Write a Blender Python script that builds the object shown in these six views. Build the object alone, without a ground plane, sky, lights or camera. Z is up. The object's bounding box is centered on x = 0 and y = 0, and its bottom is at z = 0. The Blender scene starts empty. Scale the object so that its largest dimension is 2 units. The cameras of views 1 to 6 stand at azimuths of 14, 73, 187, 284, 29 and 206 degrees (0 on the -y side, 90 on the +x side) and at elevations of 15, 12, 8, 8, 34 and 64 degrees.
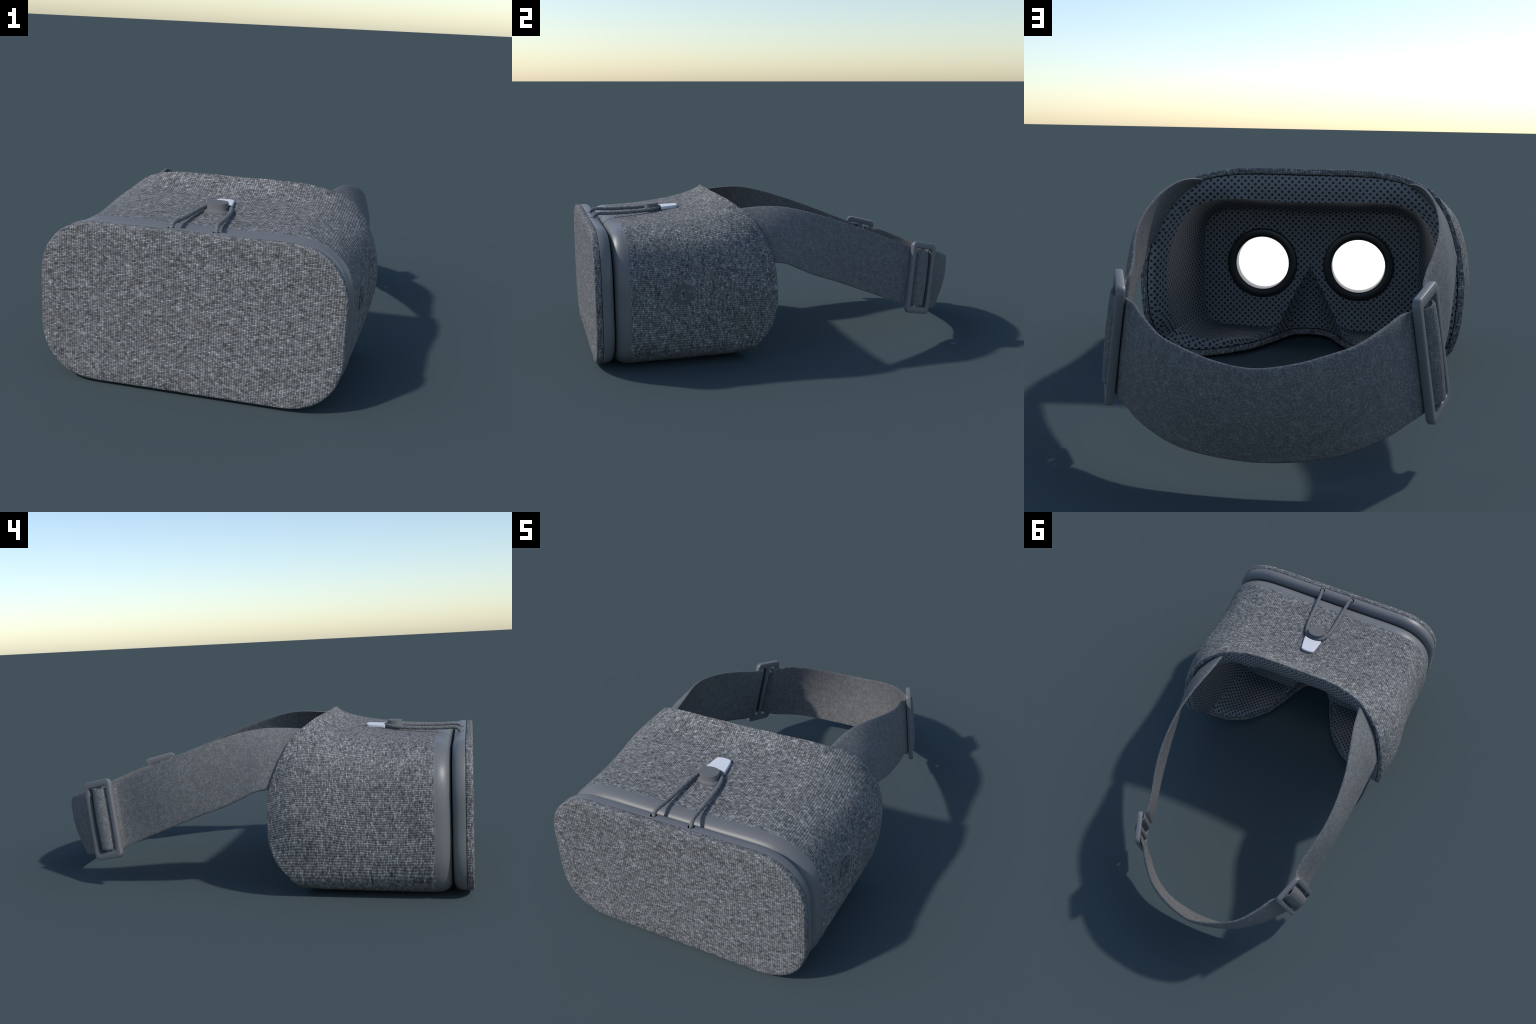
# A head-mounted viewer: fabric-covered front, cushioned face opening, woven strap.
import bpy, bmesh, math, random
import numpy as np
from mathutils import Vector, geometry
from mathutils.bvhtree import BVHTree

random.seed(7)
PI = math.pi


# ----------------------------------------------------------------- helpers
def pchip(xs, ys, q):
    """Monotone cubic interpolation (ys may be vectors)."""
    xs = np.asarray(xs, float)
    ys = np.asarray(ys, float)
    one = ys.ndim == 1
    if one:
        ys = ys[:, None]
    h = np.diff(xs)
    d = np.diff(ys, axis=0) / h[:, None]
    m = np.zeros_like(ys)
    m[0], m[-1] = d[0], d[-1]
    for i in range(1, len(xs) - 1):
        a, b = d[i - 1], d[i]
        w1, w2 = 2 * h[i] + h[i - 1], h[i] + 2 * h[i - 1]
        ok = a * b > 0
        with np.errstate(divide="ignore", invalid="ignore"):
            hm = (w1 + w2) / (w1 / a + w2 / b)
        m[i] = np.where(ok, hm, 0)
    q = np.clip(np.asarray(q, float), xs[0], xs[-1])
    k = np.clip(np.searchsorted(xs, q, side="right") - 1, 0, len(xs) - 2)
    t = ((q - xs[k]) / h[k])[:, None]
    hk = h[k][:, None]
    r = ((1 + 2 * t) * (1 - t) ** 2 * ys[k] + t * (1 - t) ** 2 * hk * m[k]
         + t * t * (3 - 2 * t) * ys[k + 1] + t * t * (t - 1) * hk * m[k + 1])
    return r[:, 0] if one else r


def catmull(pts, q):
    """Smooth curve through pts; q in 0..len-1."""
    P = np.asarray(pts, float)
    n = len(P)
    q = np.clip(np.asarray(q, float), 0, n - 1)
    k = np.clip(np.floor(q).astype(int), 0, n - 2)
    t = (q - k)[:, None]
    p1, p2 = P[k], P[k + 1]
    p0 = np.where((k > 0)[:, None], P[np.maximum(k - 1, 0)], 2 * p1 - p2)
    p3 = np.where((k + 2 < n)[:, None], P[np.minimum(k + 2, n - 1)], 2 * p2 - p1)
    return 0.5 * (2 * p1 + (p2 - p0) * t + (2 * p0 - 5 * p1 + 4 * p2 - p3) * t ** 2
                  + (3 * p1 - p0 - 3 * p2 + p3) * t ** 3)


def smooth(t):
    t = np.clip(t, 0, 1)
    return t * t * (3 - 2 * t)


def make(name, verts, faces, mat, parent, angle=40, mats=None, face_mat=None, recalc=True):
    me = bpy.data.meshes.new(name)
    me.from_pydata([tuple(map(float, v)) for v in verts], [], [tuple(f) for f in faces])
    bm = bmesh.new()
    bm.from_mesh(me)
    bmesh.ops.remove_doubles(bm, verts=bm.verts, dist=1e-5)
    if recalc:
        bmesh.ops.recalc_face_normals(bm, faces=bm.faces)
    lim = math.radians(angle)
    for f in bm.faces:
        f.smooth = True
    for e in bm.edges:
        if len(e.link_faces) == 2:
            e.smooth = e.calc_face_angle(0) < lim
    bm.to_mesh(me)
    bm.free()
    for m in (mats or [mat]):
        me.materials.append(m)
    if face_mat:
        for p in me.polygons:
            p.material_index = face_mat(p)
    ob = bpy.data.objects.new(name, me)
    bpy.context.scene.collection.objects.link(ob)
    ob.parent = parent
    return ob


def grid_faces(rows, cols, closed=False):
    out = []
    for i in range(rows - 1):
        for j in range(cols if closed else cols - 1):
            k = (j + 1) % cols
            out.append((i * cols + j, i * cols + k, (i + 1) * cols + k, (i + 1) * cols + j))
    return out


def loft(rings, closed=True, cap_start=False, cap_end=False):
    n = len(rings[0])
    V = [p for r in rings for p in r]
    F = grid_faces(len(rings), n, closed)
    if cap_start:
        F.append(tuple(range(n))[::-1])
    if cap_end:
        F.append(tuple((len(rings) - 1) * n + i for i in range(n)))
    return V, F


def apply_mod(ob, mod):
    dg = bpy.context.evaluated_depsgraph_get()
    dg.update()
    new = bpy.data.meshes.new_from_object(ob.evaluated_get(dg))
    ob.modifiers.clear()
    old = ob.data
    ob.data = new
    new.name = ob.name
    bpy.data.meshes.remove(old)


# --------------------------------------------------------------- materials
class Nodes:
    def __init__(self, name):
        self.m = bpy.data.materials.new(name)
        self.m.use_nodes = True
        self.t = self.m.node_tree
        self.t.nodes.clear()
        self.out = self.t.nodes.new("ShaderNodeOutputMaterial")
        self.bsdf = self.t.nodes.new("ShaderNodeBsdfPrincipled")
        self.t.links.new(self.bsdf.outputs[0], self.out.inputs[0])

    def link(self, a, b):
        self.t.links.new(a, b)

    def put(self, sock, v):
        if hasattr(v, "node"):
            self.link(v, sock)
        else:
            sock.default_value = v

    def math(self, op, a, b=0.0, c=0.0, clamp=False):
        n = self.t.nodes.new("ShaderNodeMath")
        n.operation = op
        n.use_clamp = clamp
        for s, v in zip(n.inputs, (a, b, c)):
            self.put(s, v)
        return n.outputs[0]

    def obj(self):
        n = self.t.nodes.new("ShaderNodeTexCoord")
        s = self.t.nodes.new("ShaderNodeSeparateXYZ")
        self.link(n.outputs["Object"], s.inputs[0])
        return s.outputs[0], s.outputs[1], s.outputs[2]

    def normal(self):
        n = self.t.nodes.new("ShaderNodeNewGeometry")
        s = self.t.nodes.new("ShaderNodeSeparateXYZ")
        self.link(n.outputs["True Normal"], s.inputs[0])
        return s.outputs[0], s.outputs[1], s.outputs[2]

    def vec(self, x, y, z):
        n = self.t.nodes.new("ShaderNodeCombineXYZ")
        for s, v in zip(n.inputs, (x, y, z)):
            self.put(s, v)
        return n.outputs[0]

    def noise(self, v, scale=1.0, detail=1.0, rough=0.5):
        n = self.t.nodes.new("ShaderNodeTexNoise")
        self.link(v, n.inputs["Vector"])
        n.inputs["Scale"].default_value = scale
        n.inputs["Detail"].default_value = detail
        n.inputs["Roughness"].default_value = rough
        return n.outputs[0]

    def ramp(self, fac, stops):
        n = self.t.nodes.new("ShaderNodeValToRGB")
        self.put(n.inputs[0], fac)
        e = n.color_ramp.elements
        while len(e) < len(stops):
            e.new(0.5)
        for el, (p, c) in zip(e, stops):
            el.position = p
            el.color = (*c, 1)
        return n.outputs[0]

    def bump(self, height, strength, dist):
        n = self.t.nodes.new("ShaderNodeBump")
        n.inputs["Strength"].default_value = strength
        n.inputs["Distance"].default_value = dist
        self.link(height, n.inputs["Height"])
        self.link(n.outputs[0], self.bsdf.inputs["Normal"])

    def finish(self, color=None, rough=0.6, spec=0.3, sheen=0.0):
        b = self.bsdf
        if color is not None:
            self.put(b.inputs["Base Color"], (*color, 1) if isinstance(color, tuple) else color)
        b.inputs["Roughness"].default_value = rough
        b.inputs["Specular IOR Level"].default_value = spec
        b.inputs["Sheen Weight"].default_value = sheen
        return self.m


def woven(name, front):
    """Heathered plain weave: fine picks run one way, heavier ends the other,
    and every single thread has its own changing shade."""
    n = Nodes(name)
    x, y, z = n.obj()
    if front:
        # on the turned edge the threads keep running over the rim
        fine = n.math("ADD", z, n.math("MULTIPLY", y, 0.9))
        along = n.math("ADD", x, n.math("MULTIPLY", y, 0.7))
    else:
        fine = y
        along = n.math("SUBTRACT", x, n.math("MULTIPLY", n.math("SIGN", x),
                                             n.math("ABSOLUTE", n.math("SUBTRACT", n.math("MINIMUM", z, 0.6), 0.08))))
    obj = n.vec(x, y, z)
    PF, PA = 0.0060, 0.0097
    wob1 = n.math("MULTIPLY", n.math("SUBTRACT", n.noise(obj, 11, 2), 0.5), 2.6)
    wob2 = n.math("MULTIPLY", n.math("SUBTRACT", n.noise(n.vec(y, z, x), 12, 2), 0.5), 1.0)
    # slubs: threads swell and thin out along their run
    slub1 = n.math("MULTIPLY", n.math("SUBTRACT", n.noise(obj, 75, 2, 0.7), 0.5), 1.4)
    slub2 = n.math("MULTIPLY", n.math("SUBTRACT", n.noise(n.vec(z, x, y), 80, 2, 0.7), 0.5), 0.9)
    fi = n.math("ADD", n.math("ADD", n.math("DIVIDE", fine, PF), wob1), slub1)
    ai = n.math("ADD", n.math("ADD", n.math("DIVIDE", along, PA), wob2), slub2)
    row, rib = n.math("FLOOR", fi), n.math("FLOOR", ai)
    streak = n.noise(n.vec(n.math("MULTIPLY", along, 60), n.math("MULTIPLY", row, 5.71), 3.3), 1.0, 2.0, 0.6)
    cross = n.noise(n.vec(n.math("MULTIPLY", fine, 70), n.math("MULTIPLY", rib, 3.17), 8.8), 1.0, 2.0, 0.6)
    patch = n.noise(obj, 24, 3, 0.6)
    white = n.t.nodes.new("ShaderNodeTexWhiteNoise")
    n.link(n.vec(row, rib, 4.0), white.inputs["Vector"])
    rowp = n.math("COSINE", n.math("MULTIPLY", n.math("SUBTRACT", fi, 0.5), 2 * PI))
    ribp = n.math("COSINE", n.math("MULTIPLY", n.math("SUBTRACT", ai, 0.5), 2 * PI))
    v = n.math("MULTIPLY_ADD", n.math("SUBTRACT", streak, 0.5), 1.12, 0.46)
    v = n.math("MULTIPLY_ADD", n.math("SUBTRACT", cross, 0.5), 0.66, v)
    v = n.math("MULTIPLY_ADD", n.math("SUBTRACT", patch, 0.5), 0.16, v)
    v = n.math("MULTIPLY_ADD", n.math("SUBTRACT", white.outputs[0], 0.5), 0.18, v)
    v = n.math("MULTIPLY_ADD", rowp, 0.125, v)
    v = n.math("MULTIPLY_ADD", ribp, 0.115, v)
    col = n.ramp(v, [(0.06, (0.045, 0.045, 0.045)), (0.42, (0.138, 0.138, 0.139)),
                     (0.68, (0.264, 0.264, 0.268)), (0.98, (0.52, 0.52, 0.53))])
    h = n.math("MULTIPLY_ADD", ribp, 0.25, n.math("MULTIPLY_ADD", rowp, 0.18, v))
    n.bump(h, 0.45, 0.003)
    return n.finish(col, 0.9, 0.1)


def plastic(name, color, rough=0.45, spec=0.5):
    n = Nodes(name)
    x, y, z = n.obj()
    g = n.noise(n.vec(x, y, z), 420, 2)
    n.bump(g, 0.03, 0.001)
    return n.finish(color, rough, spec)


def felt(name):
    n = Nodes(name)
    x, y, z = n.obj()
    o = n.vec(x, y, z)
    a = n.noise(o, 190, 2, 0.7)
    b = n.noise(o, 45, 2, 0.6)
    v = n.math("MULTIPLY_ADD", n.math("SUBTRACT", a, 0.5), 1.0, 0.5)
    v = n.math("MULTIPLY_ADD", n.math("SUBTRACT", b, 0.5), 0.35, v)
    col = n.ramp(v, [(0.15, (0.070, 0.072, 0.075)), (0.5, (0.143, 0.145, 0.149)), (0.85, (0.29, 0.293, 0.298))])
    n.bump(v, 0.35, 0.002)
    return n.finish(col, 0.9, 0.1, 0.0)


def dotted(name):
    """Lining with staggered round holes, laid flat on each main facing."""
    n = Nodes(name)
    x, y, z = n.obj()
    nx, ny, nz = (n.math("ABSOLUTE", s) for s in n.normal())
    side = n.math("GREATER_THAN", nx, n.math("MAXIMUM", ny, nz))
    flat = n.math("GREATER_THAN", nz, n.math("MAXIMUM", ny, nx))
    # u: x normally, y on side walls; w: z normally, y on floor and roof
    u = n.math("ADD", n.math("MULTIPLY", x, n.math("SUBTRACT", 1.0, side)), n.math("MULTIPLY", y, side))
    w = n.math("ADD", n.math("MULTIPLY", z, n.math("SUBTRACT", 1.0, flat)), n.math("MULTIPLY", y, flat))
    P, Q = 0.0262, 0.0262
    best = None
    for k in (0.0, 0.5):
        fu = n.math("SUBTRACT", n.math("FRACT", n.math("ADD", n.math("DIVIDE", u, P), k + 20.0)), 0.5)
        fw = n.math("SUBTRACT", n.math("FRACT", n.math("ADD", n.math("DIVIDE", w, Q), k + 20.0)), 0.5)
        d = n.math("SQRT", n.math("ADD", n.math("MULTIPLY", fu, fu), n.math("MULTIPLY", fw, fw)))
        best = d if best is None else n.math("MINIMUM", best, d)
    dot = n.math("MULTIPLY_ADD", best, -18.0, 4.2, clamp=True)
    g = n.noise(n.vec(x, y, z), 300, 2)
    base = n.ramp(g, [(0.3, (0.172, 0.178, 0.190)), (0.7, (0.212, 0.219, 0.232))])
    mix = n.t.nodes.new("ShaderNodeMix")
    mix.data_type = "RGBA"
    n.link(dot, mix.inputs[0])
    n.link(base, mix.inputs[6])
    mix.inputs[7].default_value = (0.022, 0.024, 0.026, 1)
    n.bump(n.math("SUBTRACT", 1.0, dot), 0.35, 0.003)
    return n.finish(mix.outputs[2], 0.6, 0.3)


def braided(name):
    n = Nodes(name)
    x, y, z = n.obj()
    o = n.vec(x, y, z)
    s1 = n.math("SINE", n.math("ADD", n.math("MULTIPLY", y, 2 * PI / 0.0065), n.math("MULTIPLY", x, 420)))
    v = n.math("MULTIPLY_ADD", s1, 0.14, n.noise(o, 260, 2, 0.6))
    col = n.ramp(v, [(0.2, (0.07, 0.072, 0.075)), (0.55, (0.165, 0.168, 0.175)), (0.9, (0.36, 0.365, 0.37))])
    n.bump(v, 0.5, 0.002)
    return n.finish(col, 0.85, 0.15)


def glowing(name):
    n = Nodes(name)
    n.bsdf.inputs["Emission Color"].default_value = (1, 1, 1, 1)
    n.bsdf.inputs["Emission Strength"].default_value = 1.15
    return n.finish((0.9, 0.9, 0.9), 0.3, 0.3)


M_front = woven("woven_fabric_front", True)
M_body = woven("woven_fabric_body", False)
M_ring = plastic("grey_plastic", (0.150, 0.152, 0.157), 0.42, 0.5)
M_peg = plastic("matt_grey_plastic", (0.135, 0.137, 0.141), 0.65, 0.35)
M_emblem = plastic("dark_grey_print", (0.102, 0.104, 0.107), 0.65, 0.3)
M_buckle = plastic("buckle_plastic", (0.15, 0.152, 0.16), 0.45, 0.45)
M_white = plastic("white_leather", (0.70, 0.705, 0.73), 0.5, 0.4)
M_black = plastic("black_rubber", (0.012, 0.012, 0.013), 0.35, 0.5)
M_seam = plastic("dark_seam", (0.012, 0.012, 0.013), 0.9, 0.1)
M_felt = felt("felted_strap_fabric")
M_dots = dotted("perforated_lining")
M_cord = braided("braided_cord")
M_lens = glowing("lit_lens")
M_well = plastic("pale_lens_well", (0.30, 0.30, 0.30), 0.6, 0.3)

# -------------------------------------------------------------------- root
root = bpy.data.objects.new("virtual_reality_headset", None)
bpy.context.scene.collection.objects.link(root)
root["label"] = "grey heather fabric virtual reality headset with adjustable strap"
root["category"] = "vr headset"


def empty(name):
    ob = bpy.data.objects.new(name, None)
    bpy.context.scene.collection.objects.link(ob)
    ob.parent = root
    return ob


# ------------------------------------------------- stations round the body
# half sections, from the top centre, round the +x side, to the bottom centre
FRONT = [(0, .647), (.20, .648), (.33, .649), (.43, .641), (.50, .614), (.555, .568), (.592, .505), (.608, .43),
         (.612, .34), (.610, .23), (.598, .155), (.565, .085), (.515, .038), (.46, .010), (.40, .001), (.30, 0),
         (.20, 0), (.13, 0), (.08, 0), (.04, 0), (0, 0)]
REAR = [(0, -.343, .758), (.20, -.341, .758), (.31, -.326, .750), (.40, -.302, .730), (.48, -.257, .690),
        (.53, -.225, .632), (.56, -.195, .565), (.588, -.167, .475), (.602, -.157, .36), (.600, -.160, .25),
        (.592, -.185, .165), (.575, -.235, .092), (.54, -.262, .050), (.47, -.278, .020), (.40, -.295, .010),
        (.30, -.345, .012), (.205, -.44, .015), (.14, -.56, .015), (.09, -.672, .015), (.045, -.713, .015),
        (0, -.722, .015)]
NS = len(FRONT) - 1
SUB = 8
half_q = np.linspace(0, NS, NS * SUB + 1)
Y0 = -.843


def mirror_ring(H):
    """Half rows (top centre .. bottom centre, +x) to a closed ring."""
    H = np.asarray(H)
    L = H[1:-1][::-1].copy()
    L[:, 0] *= -1
    return np.vstack([H, L])


F2 = catmull(FRONT, half_q)
F2[0, 0] = F2[-1, 0] = 0
R3 = catmull(REAR, half_q)
R3[0, 0] = R3[-1, 0] = 0


def body_half(t):
    """Points of the outer skin at fraction t from the bumper to the rear edge."""
    g = pchip([0, .155, .364, .583, .714, .80, .91, .98, 1], [0, .045, .12, .235, .315, .41, .665, .89, 1], [t])[0]
    gc = t ** 2.1          # the upper corners flare sooner than the middle
    corner = smooth((half_q - 1.5) / 2.2) * smooth((10 - half_q) / 3)
    b = pchip([0, .3, .5, .72, .9, 1], [0, .012, .025, .036, .022, 0], [t])[0]
    side = smooth((F2[:, 0] - .42) / .17) * smooth((half_q - 2) / 3) * smooth((10.2 - half_q) / 2.5)
    # the lower flanks are drawn in under the middle
    tuck_in = pchip([0, .2, .45, .7, .9, 1], [0, .65, 1, .5, .05, 0], [t])[0]
    low = pchip([0, 6, 7, 8, 9, 10, 11, 12, 13, 14, 15, 20],
                [0, .008, .018, .021, .013, .003, -.002, -.002, 0, 0, 0, 0], half_q)
    x = F2[:, 0] + (R3[:, 0] - F2[:, 0]) * t + b * side - low * tuck_in
    g = g + (gc - g) * corner
    y = Y0 + (R3[:, 1] - Y0) * t
    z = F2[:, 1] + (R3[:, 2] - F2[:, 1]) * g
    return np.stack([x, y, z], 1)


def normals(A, t_dir):
    """Outward normals of a ring A given the lengthwise tangent t_dir."""
    ds = np.roll(A, -1, 0) - np.roll(A, 1, 0)
    n = np.cross(t_dir, ds)
    n /= np.linalg.norm(n, axis=1)[:, None] + 1e-12
    c = A - np.array([0, 0, .35])
    if (n * c)[:, [0, 2]].sum() < 0:
        n = -n
    return n


rows_t = np.concatenate([np.linspace(0, .7, 30), np.linspace(.72, 1, 24)])
rings = [mirror_ring(body_half(t)) for t in rows_t]
RIM = rings[-1]
rim_dir = rings[-1] - rings[-3]
rim_dir /= np.linalg.norm(rim_dir, axis=1)[:, None]
rim_n = normals(RIM, rim_dir)
# the rim and the pad are turned in within upright planes
rim_n[:, 1] = 0
rim_n /= np.linalg.norm(rim_n, axis=1)[:, None]
rim_dir = np.zeros_like(rim_n)
rim_dir[:, 1] = 1

# ------------------------------------------------------------- fabric body
EDGE = .022
first = rings[0] - np.array([0, .002, 0])
c0 = np.array([0, 0, .33])
tuck = first + (np.array([0, first[0, 1], .33]) - first) * .014
skin = [tuck, first] + rings
for a in (25, 55, 90, 130, 165):
    r = EDGE / 2
    ar = math.radians(a)
    skin.append(RIM - rim_n * (r - r * math.cos(ar)) + rim_dir * (.5 * r * math.sin(ar)))
skin.append(RIM - rim_n * (EDGE + .002) - rim_dir * .003)
skin.append(RIM - rim_n * (EDGE + .02) - rim_dir * .012)
V, F = loft(skin)
body = make("fabric_body", V, F, M_body, root, 60, mats=[M_body, M_front],
            face_mat=lambda p: int(abs(p.normal.y) > .8 and p.center.y > -.76))

# seam between the body fabric and the lining
seam = [RIM - rim_n * (EDGE - .001) - rim_dir * .0015, RIM - rim_n * (EDGE + .002) - rim_dir * .0005,
        RIM - rim_n * (EDGE + .006) - rim_dir * .003]
V, F = loft(seam)
make("seam", V, F, M_seam, body, 60)

# ------------------------------------------------------- face cushion lining
PLATE = [(0, .550), (.20, .560), (.31, .562), (.38, .555), (.43, .528), (.452, .485), (.457, .43), (.457, .37),
         (.457, .30), (.455, .22), (.45, .16), (.44, .115), (.42, .088), (.39, .074), (.35, .067), (.28, .065),
         (.20, .063), (.14, .080), (.095, .150), (.05, .240), (0, .335)]


def plate_y(z):
    return -.626 - .03 * (z - .06)


P2 = catmull(PLATE, half_q)
P2[0, 0] = P2[-1, 0] = 0
PL = mirror_ring(np.stack([P2[:, 0], plate_y(P2[:, 1]), P2[:, 1]], 1))
# dive: 1 = the wall runs straight forward first, -1 = it leans inward first
dive = [.6, .6, .6, .6, .5, .5, .5, .5, .5, .5, .4, .3, .1, 0, 0, 0, -.1, -.2, -.3, -.3, -.3]
dv = pchip(range(NS + 1), dive, half_q)
dv = np.concatenate([dv, dv[1:-1][::-1]])[:, None]
# how far the crown of the pad stands in from the rim, and how far forward
inset = [.132, .126, .119, .112, .104, .096, .090, .086, .085, .085, .085, .082, .076, .070, .064, .058, .045, .028,
         .02, .02, .02]
depth = [-.012, -.010, .004, .024, .040, .052, .06, .06, .06, .06, .06, .055, .045, .04, .03, .025, .02, .015, .01, .01, .01]
ins = mirror_ring(np.stack([pchip(range(NS + 1), inset, half_q)] * 2, 1))[:, 0]
dep = mirror_ring(np.stack([pchip(range(NS + 1), depth, half_q)] * 2, 1))[:, 0]
ins, dep = np.abs(ins)[:, None], np.abs(dep)[:, None]
pad = []
CR = RIM - rim_n * ins - rim_dir * dep
C0 = RIM - rim_n * (EDGE + .003) - rim_dir * .002
for k in np.linspace(0, 1, 9)[:-1]:
    # rounded pad face between the seam and the crown line
    bulge = math.sin(PI * min(1, k * 1.05)) * .55
    pad.append(C0 + (CR - C0) * k + rim_dir * (.006 + .6 * dep) * bulge)
# wall from crown to plate, starts along the pad then dives forward
for k in np.linspace(0, 1, 18):
    early, late = 1 - (1 - k) ** 2, k * k
    ky = (1 + dv) / 2 * early + (1 - dv) / 2 * late
    kx = (1 + dv) / 2 * late + (1 - dv) / 2 * early
    D = PL - CR
    pad.append(CR + np.hstack([D[:, :1] * kx, D[:, 1:2] * ky, D[:, 2:] * kx]))
V, F = loft(pad)
V = list(V)
# flat plate with two round openings for the lenses
LENS = (.2045, .340)
OPEN = .118
loop = [(p[0], p[2]) for p in PL]
pts = [Vector(p) for p in loop]
edges = [(i, (i + 1) % len(loop)) for i in range(len(loop))]
for sx in (1, -1):
    base = len(pts)
    for i in range(64):
        a = 2 * PI * i / 64
        pts.append(Vector((sx * LENS[0] + OPEN * math.cos(a), LENS[1] + OPEN * math.sin(a))))
        edges.append((base + i, base + (i + 1) % 64))
vo, eo, fo, *_ = geometry.delaunay_2d_cdt(pts, edges, [], 0, 1e-6)
poly = np.array(loop)


def inside(px, pz):
    hit = False
    j = len(poly) - 1
    for i in range(len(poly)):
        if (poly[i, 1] > pz) != (poly[j, 1] > pz):
            if px < (poly[j, 0] - poly[i, 0]) * (pz - poly[i, 1]) / (poly[j, 1] - poly[i, 1]) + poly[i, 0]:
                hit = not hit
        j = i
    return hit


base = len(V)
V += [(v.x, plate_y(v.y), v.y) for v in vo]
for f in fo:
    c = sum((vo[i] for i in f), Vector((0, 0))) / len(f)
    if not inside(c.x, c.y) or min((c - Vector((s * LENS[0], LENS[1]))).length for s in (1, -1)) < OPEN * .995:
        continue
    F.append(tuple(base + i for i in f))
make("face_cushion", V, F, M_dots, root, 50)

# ------------------------------------------------------------------ lenses


def lathe(profile, cx, cz, n=72):
    """Turn (radius, y) points about the lens axis."""
    return [[(cx + r * math.cos(2 * PI * i / n), y, cz + r * math.sin(2 * PI * i / n)) for i in range(n)]
            for r, y in profile]


for sx in (1, -1):
    cx, cz = sx * LENS[0], LENS[1]
    V, F = loft(lathe([(.148, -.645), (.149, -.628), (.1475, -.624), (.144, -.6225), (.122, -.6235), (.114, -.626),
                       (.1125, -.630), (.1125, -.645)], cx, cz))
    barrel = make("lens_ring", V, F, M_black, root, 60)
    V, F = loft(lathe([(.1123, -.629), (.1120, -.645), (.1115, -.686), (.1125, -.69)], cx, cz))
    make("lens_well", V, F, M_well, barrel, 60)
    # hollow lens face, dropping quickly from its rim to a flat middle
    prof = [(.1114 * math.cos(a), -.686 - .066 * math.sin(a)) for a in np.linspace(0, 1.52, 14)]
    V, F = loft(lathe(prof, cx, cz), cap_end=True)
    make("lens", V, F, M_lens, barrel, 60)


# ---------------------------------------------------------- bumper and front
def outline_normal(P):
    """Outward normals of a closed outline in the x-z plane."""
    d = np.roll(P, -1, 0) - np.roll(P, 1, 0)
    n = np.stack([-d[:, 1], d[:, 0]], 1)
    n /= np.linalg.norm(n, axis=1)[:, None]
    c = P - P.mean(0)
    if (n * c).sum() < 0:
        n = -n
    return n


OUT = mirror_ring(F2)
ON = outline_normal(OUT)


def ring_at(P, N, ins, y):
    q = P - N * ins
    return np.stack([q[:, 0], np.full(len(q), y), q[:, 1]], 1)


prof = [(.055, -.80), (.053, -.895)]
prof += [(.045 * (1 - math.cos(a)) + .001, -.845 - .067 * math.sin(a)) for a in np.linspace(PI / 2, 0, 14)]
prof += [(.0005, -.8435), (.006, -.843), (.02, -.84)]
V, F = loft([ring_at(OUT, ON, i, y) for i, y in prof])
make("bumper_ring", V, F, M_ring, root, 50)
V, F = loft([ring_at(OUT, ON, .045, -.806), ring_at(OUT, ON, .13, -.806)], cap_end=True)
make("phone_tray", V, F, M_seam, root, 30)


def rounded_rect(hw, z0, z1, r, power=2.25, n=28, m=14):
    """Closed outline with softly squared corners."""
    pts = []
    hz, zc = (z1 - z0) / 2, (z0 + z1) / 2
    for q, (sx, sz) in enumerate(((1, 1), (1, -1), (-1, -1), (-1, 1))):
        cx, cz = sx * (hw - r), zc + sz * (hz - r)
        arc = []
        for i in range(n + 1):
            a = PI / 2 * i / n
            ca, sa = math.cos(a) ** (2 / power), math.sin(a) ** (2 / power)
            arc.append((cx + sx * r * sa, cz + sz * r * ca))
        if q % 2:
            arc = arc[::-1]
        pts += arc
    P = np.array(pts)
    # even spacing round the whole outline
    C = np.vstack([P, P[:1]])
    s = np.r_[0, np.cumsum(np.linalg.norm(np.diff(C, axis=0), axis=1))]
    q = np.linspace(0, s[-1], 241)[:-1]
    return np.stack([np.interp(q, s, C[:, 0]), np.interp(q, s, C[:, 1])], 1)


G = rounded_rect(.606, .010, .653, .235)
GN = outline_normal(G)
prof = [(.003, -.9695), (.0008, -.9685), (0, -.966), (0, -.948), (.002, -.938), (.007, -.929), (.015, -.922),
        (.027, -.9175), (.045, -.9155), (.09, -.915)]
V, F = loft([ring_at(G, GN, i, y) for i, y in prof], cap_start=True, cap_end=True)
cover = make("front_cover", V, F, M_ring, root, 40)
prof = [(.02, -.9695), (.004, -.9705), (.001, -.9715), (0, -.974), (0, -.990), (.0012, -.995), (.004, -.9985),
        (.009, -1.0), (.04, -1.0)]
V, F = loft([ring_at(G, GN, i, y) for i, y in prof], cap_start=True, cap_end=True)
make("fabric_facing", V, F, M_front, cover, 50, mats=[M_front, M_body],
     face_mat=lambda p: int(abs(p.normal.y) < .75))
prof = [(.002, -.972), (.0035, -.9715), (.0035, -.969), (.002, -.968)]
V, F = loft([ring_at(G, GN, i, y) for i, y in prof])
make("cover_seam", V, F, M_seam, cover, 50)

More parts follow.
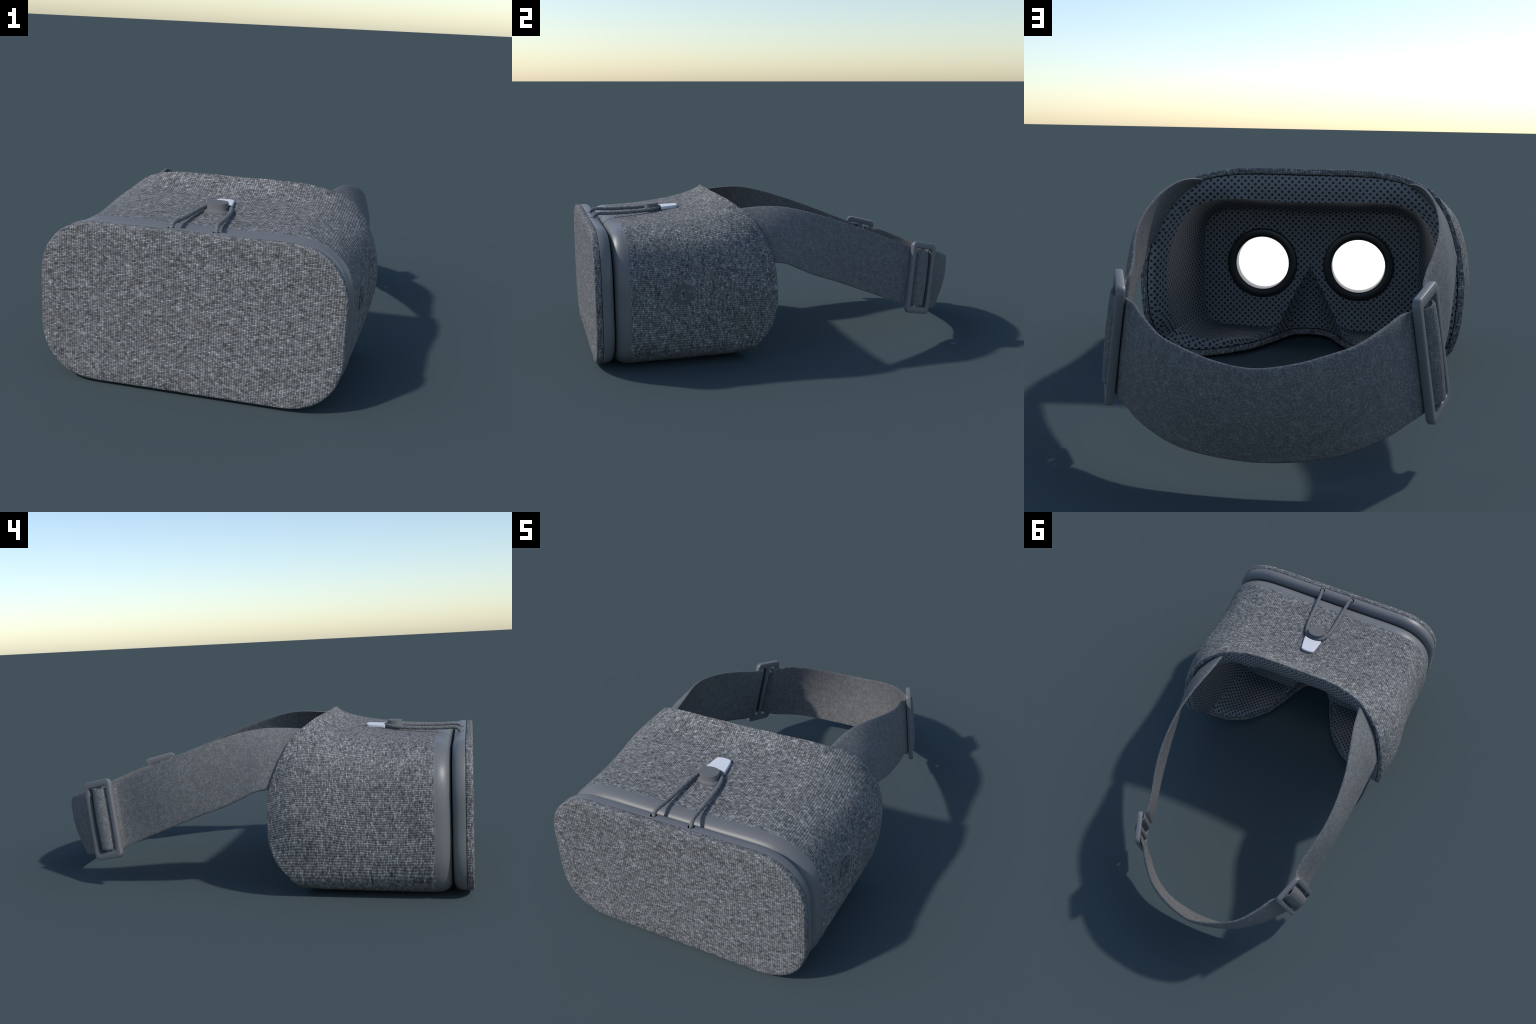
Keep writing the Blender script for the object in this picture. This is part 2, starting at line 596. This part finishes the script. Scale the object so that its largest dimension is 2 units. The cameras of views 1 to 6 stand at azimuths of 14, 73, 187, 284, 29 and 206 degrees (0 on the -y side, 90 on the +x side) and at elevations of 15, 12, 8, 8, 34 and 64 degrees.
# two cord holes drilled into the top of the cover
HOLE_X, HOLE_Y = .089, -.949
for sx in (1, -1):
    bm = bmesh.new()
    bmesh.ops.create_cone(bm, cap_ends=True, segments=32, radius1=.0145, radius2=.0145, depth=.08)
    bmesh.ops.translate(bm, verts=bm.verts, vec=(sx * HOLE_X, HOLE_Y, .655))
    me = bpy.data.meshes.new("drill")
    bm.to_mesh(me)
    bm.free()
    me.materials.append(M_seam)
    d = bpy.data.objects.new("drill", me)
    bpy.context.scene.collection.objects.link(d)
    mod = cover.modifiers.new("hole", "BOOLEAN")
    mod.object = d
    mod.solver = "EXACT"
    mod.operation = "DIFFERENCE"
    mod.material_mode = "TRANSFER"
    apply_mod(cover, mod)
    bpy.data.objects.remove(d)
    bpy.data.meshes.remove(me)

# ------------------------------------------------------- surface look-up
bm = bmesh.new()
bm.from_mesh(body.data)
TREE = BVHTree.FromBMesh(bm)
bm.free()


def top_z(x, y):
    hit = TREE.ray_cast(Vector((x, y, 2)), Vector((0, 0, -1)))
    return hit[0].z if hit[0] else .657


# --------------------------------------------------------------- elastic cord
half = [(.089, -.950, .628), (.0885, -.949, .645), (.088, -.944, .658), (.086, -.934, .667), (.083, -.915, .671),
        (.079, -.87, .669), (.075, -.80, .669), (.071, -.73, .671), (.065, -.68, .674), (.058, -.650, .677),
        (.046, -.628, .679), (.026, -.613, .680), (0, -.609, .680)]
path = half + [(-x, y, z) for x, y, z in half[-2::-1]]
C = catmull(path, np.linspace(0, len(path) - 1, 260))
T = np.gradient(C, axis=0)
T /= np.linalg.norm(T, axis=1)[:, None]
up = np.array([0, 0, 1.0])
rings_c = []
ref = np.array([1.0, 0, 0])
for i, (c, t) in enumerate(zip(C, T)):
    ref = ref - t * (ref @ t)
    ref /= np.linalg.norm(ref)
    b = np.cross(t, ref)
    ring = []
    for k in range(16):
        a = 2 * PI * k / 16
        # braid: plaits wind round the cord
        r = .0088 + .0005 * math.sin(2 * (a + i * .55)) + .0004 * math.sin(3 * a - i * .9)
        ring.append(c + r * (math.cos(a) * ref + math.sin(a) * b))
    rings_c.append(ring)
V, F = loft(rings_c, cap_start=True, cap_end=True)
make("elastic_cord", V, F, M_cord, root, 80)


# ------------------------------------------------------------------ peg
def squircle(hx, hy, n=64, power=2.4):
    out = []
    for i in range(n):
        a = 2 * PI * i / n
        c, s = math.cos(a), math.sin(a)
        out.append((hx * math.copysign(abs(c) ** (2 / power), c), hy * math.copysign(abs(s) ** (2 / power), s)))
    return out


PEG_Y = -.647
tilt = .045
prof = [(.0125, .010, .652), (.0125, .010, .6655), (.0105, .009, .6685), (.004, .004, .671), (.0015, .0015, .673),
        (0, 0, .677), (0, 0, .7022), (-.0008, -.0008, .7030), (-.006, -.006, .7030)]
rings_p = []
for dx, dy, z in prof:
    rings_p.append([(x, PEG_Y + y, z + tilt * y) for x, y in squircle(.0435 + dx, .034 + dy)])
V, F = loft(rings_p, cap_start=True, cap_end=True)
make("closure_peg", V, F, M_peg, root, 40)

# -------------------------------------------------------------- white pull tab
corners = []


def tab_outline():
    raw = []
    # near edge is hollowed to follow the cord loop
    for k in np.linspace(-.86, .86, 13):
        raw.append((.0475 * k, -.596 - .010 * k * k))
    raw += [(.0475, -.606), (.0455, -.584), (.0385, -.541), (.034, -.519)]
    for k in np.linspace(.6, -.6, 5):
        raw.append((.031 * k, -.5145 - .003 * k * k))
    raw += [(-.034, -.519), (-.0385, -.541), (-.0455, -.584), (-.0475, -.606)]
    P = np.array(raw)
    for _ in range(3):  # corner cutting rounds it off
        nxt = np.roll(P, -1, 0)
        P = np.stack([.75 * P + .25 * nxt, .25 * P + .75 * nxt], 1).reshape(-1, 2)
    return P


TP = tab_outline()
TN = outline_normal(TP)
rings_t = []
TC = TP.mean(0)
for ins_, h in [(.10, 0), (.025, .0004), (0, .003), (0, .013), (.018, .0152), (.05, .0160), (.12, .0160)]:
    q = TP + (TC - TP) * ins_
    rings_t.append([(x, y, .6725 + h + .06 * (y + .56)) for x, y in q])
V, F = loft(rings_t, cap_start=True, cap_end=True)
make("pull_tab", V, F, M_white, root, 50)

# ------------------------------------------------------------- letter emblem
EY, EZ, ER = -.603, .360, .0475


def side_x(y, z):
    hit = TREE.ray_cast(Vector((2, y, z)), Vector((-1, 0, 0)))
    return hit[0].x


def emblem():
    """Open ring with a crossbar, drawn as strips that hug the side."""
    strips = []
    inner = ER * .60
    # seen from +x: right is +y, up is +z; ring starts at the bar, opens upper right
    a0, a1 = math.radians(44), math.radians(354)
    arc = []
    for i in range(73):
        a = a0 + (a1 - a0) * i / 72
        arc.append(((inner * math.cos(a), inner * math.sin(a)), (ER * math.cos(a), ER * math.sin(a))))
    strips.append(arc)
    b0, b1 = -.0085, .0085
    bar = [((x, b0 + .000), (x, b1)) for x in np.linspace(.001, ER * .985, 12)]
    strips.append(bar)
    VV, FF = [], []
    for st in strips:
        base = len(VV)
        n = len(st)
        for lift in (-.002, .0035):
            for a, b in st:
                for u, w in (a, b):
                    y, z = EY + u, EZ + w
                    VV.append((side_x(y, z) + lift + (.0004 if st is bar and lift > 0 else 0), y, z))
        for i in range(n - 1):
            j = base + 2 * i
            k = j + 2 * n
            FF += [(k, k + 2, k + 3, k + 1), (j, k, k + 1 - 0, j + 1) if i == 0 else (j, j + 2, k + 2, k),
                   (j + 1, k + 1, k + 3, j + 3)]
            if i == 0:
                FF.append((j, j + 2, k + 2, k))
        j = base + 2 * (n - 1)
        FF.append((j, j + 1, j + 2 * n + 1, j + 2 * n))
    return VV, FF


V, F = emblem()
make("letter_emblem", V, F, M_emblem, root, 35)

# ------------------------------------------------------------------- buckles
# corner centres of the +x buckle
TFc, TRc = np.array([.444, .621, .508]), np.array([.388, .767, .473])
BFc, BRc = np.array([.496, .562, .160]), np.array([.449, .703, .128])
BC = (TFc + TRc + BFc + BRc) / 4
AW = (TRc + BRc - TFc - BFc) / 2
AL = (TFc + TRc - BFc - BRc) / 2
BW, BL = np.linalg.norm(AW) / 2 + .004, np.linalg.norm(AL) / 2 + .005
AW /= np.linalg.norm(AW)
AL = AL - AW * (AL @ AW)
AL /= np.linalg.norm(AL)
AN = np.cross(AW, AL)
if AN[0] < 0:
    AN = -AN


def rect_outline(hw, hl, r, n=8):
    out = []
    for cx, cy, a in ((hw - r, hl - r, 0), (-hw + r, hl - r, 90), (-hw + r, -hl + r, 180), (hw - r, -hl + r, 270)):
        for i in range(n + 1):
            t = math.radians(a + 90 * i / n)
            out.append((cx + r * math.cos(t), cy + r * math.sin(t)))
    return np.array(out)


def buckle_mesh(sx):
    VV, FF = [], []

    def add(rings_, closed_profile=True):
        base = len(VV)
        n = len(rings_[0])
        for r in rings_:
            VV.extend(r)
        m = len(rings_)
        for i in range(m):
            for j in range(n):
                a, b = i, (i + 1) % m
                k = (j + 1) % n
                FF.append((base + a * n + j, base + a * n + k, base + b * n + k, base + b * n + j))

    def to3(u, v, w):
        p = BC + AW * u + AL * v + AN * w
        return (sx * p[0], p[1], p[2])

    # frame: rounded band profile swept round the opening
    bw, be, th = .025, .031, .012
    rr = []
    for k, (f, w) in enumerate([(0, -.007), (.06, -.0108), (.2, -th), (.8, -th), (.94, -.0108), (1, -.007), (1, .007),
                                (.94, .0108), (.8, th), (.2, th), (.06, .0108), (0, .007)]):
        O = rect_outline(BW, BL, .024)
        I = rect_outline(BW - bw, BL - be, .009)
        P = O + (I - O) * f
        rr.append([to3(u, v, w) for u, v in P])
    add(rr)
    # centre bar, set towards the head
    bar = []
    for v in np.linspace(-BL + .012, BL - .012, 3):
        bar.append([to3(.013 * math.copysign(abs(math.cos(a)) ** .5, math.cos(a)), v,
                        -.004 + .0075 * math.copysign(abs(math.sin(a)) ** .5, math.sin(a)))
                    for a in np.linspace(0, 2 * PI, 17)[:-1]])
    base = len(VV)
    for r in bar:
        VV.extend(r)
    FF.extend([tuple(base + i for i in f) for f in grid_faces(3, 16, True)])
    return VV, FF


for sx in (1, -1):
    V, F = buckle_mesh(sx)
    make("buckle", V, F, M_buckle, root, 40)

# --------------------------------------------------------------------- strap
# stations from the body round to the back: top edge, bottom edge, outward bow
ST = [((.386, -.345, .703), (.550, -.225, .482), .026), ((.392, -.300, .711), (.560, -.175, .474), .029),
      ((.406, -.19, .720), (.562, -.10, .463), .036), ((.425, -.10, .720), (.555, -.03, .430), .030),
      ((.445, -.02, .708), (.546, .05, .393), .025), ((.467, .09, .679), (.534, .15, .357), .019),
      ((.476, .22, .636), (.519, .25, .317), .018), ((.470, .33, .596), (.505, .34, .280), .017),
      ((.452, .43, .557), (.488, .42, .248), .012), ((.429, .52, .520), (.474, .49, .219), .005),
      ((.418, .590, .492), (.468, .545, .198), .001)]


def loc(u, v, w):
    return tuple(BC + AW * u + AL * v + AN * w)


for u, w, hl in [(-.070, -.020, .152), (-.050, -.018, .149), (-.038, -.006, .146), (-.027, .008, .144),
                 (-.013, .0155, .143), (.002, .017, .142), (.016, .0145, .141), (.029, .006, .141), (.040, -.006, .143),
                 (.052, -.018, .147), (.070, -.021, .150)]:
    ST.append((loc(u, hl, w), loc(u, -hl, w), .002 if abs(u) > .045 else .004))
ST += [((.352, .772, .441), (.384, .734, .137), .011), ((.317, .824, .424), (.341, .781, .121), .016),
       ((.250, .901, .392), (.279, .829, .103), .017), ((.18, .944, .373), (.208, .863, .085), .020),
       ((.097, .977, .354), (.113, .884, .073), .020), ((0, .995, .344), (0, .893, .068), .020)]
NST = len(ST)
full = ST + [((-t[0], t[1], t[2]), (-b[0], b[1], b[2]), w) for t, b, w in ST[-2::-1]]
q = np.linspace(0, len(full) - 1, (len(full) - 1) * 5 + 1)
TT = catmull([s[0] for s in full], q)
BB = catmull([s[1] for s in full], q)
WW = catmull([(s[2],) for s in full], q)[:, 0]
mid = (TT + BB) / 2
tang = np.gradient(mid, axis=0)
tang /= np.linalg.norm(tang, axis=1)[:, None]
across = BB - TT
nrm = np.cross(tang, across)
nrm /= np.linalg.norm(nrm, axis=1)[:, None]
if nrm[len(q) // 2][1] < 0:
    nrm = -nrm
TH = .0048
NV = 20
rows_out = []
for i in range(len(q)):
    ring = []
    vs = np.linspace(0, 1, NV)

    def pt(v, off):
        skew = math.sin(PI * v ** .85)
        return TT[i] + across[i] * v + nrm[i] * (WW[i] * skew + off)

    e = TH / np.linalg.norm(across[i])
    ring += [pt(v, TH) for v in vs[1:-1]]
    ring = [pt(e * .3, TH * .6)] + [pt(e * 1.2, TH)] + ring + [pt(1 - e * 1.2, TH)] + [pt(1 - e * .3, TH * .6)]
    ring += [pt(1 - e * .3, -TH * .6), pt(1 - e * 1.2, -TH)] + [pt(v, -TH) for v in vs[1:-1][::-1]]
    ring += [pt(e * 1.2, -TH), pt(e * .3, -TH * .6)]
    rows_out.append(ring)
V, F = loft(rows_out, cap_start=True, cap_end=True)
make("head_strap", V, F, M_felt, root, 60)
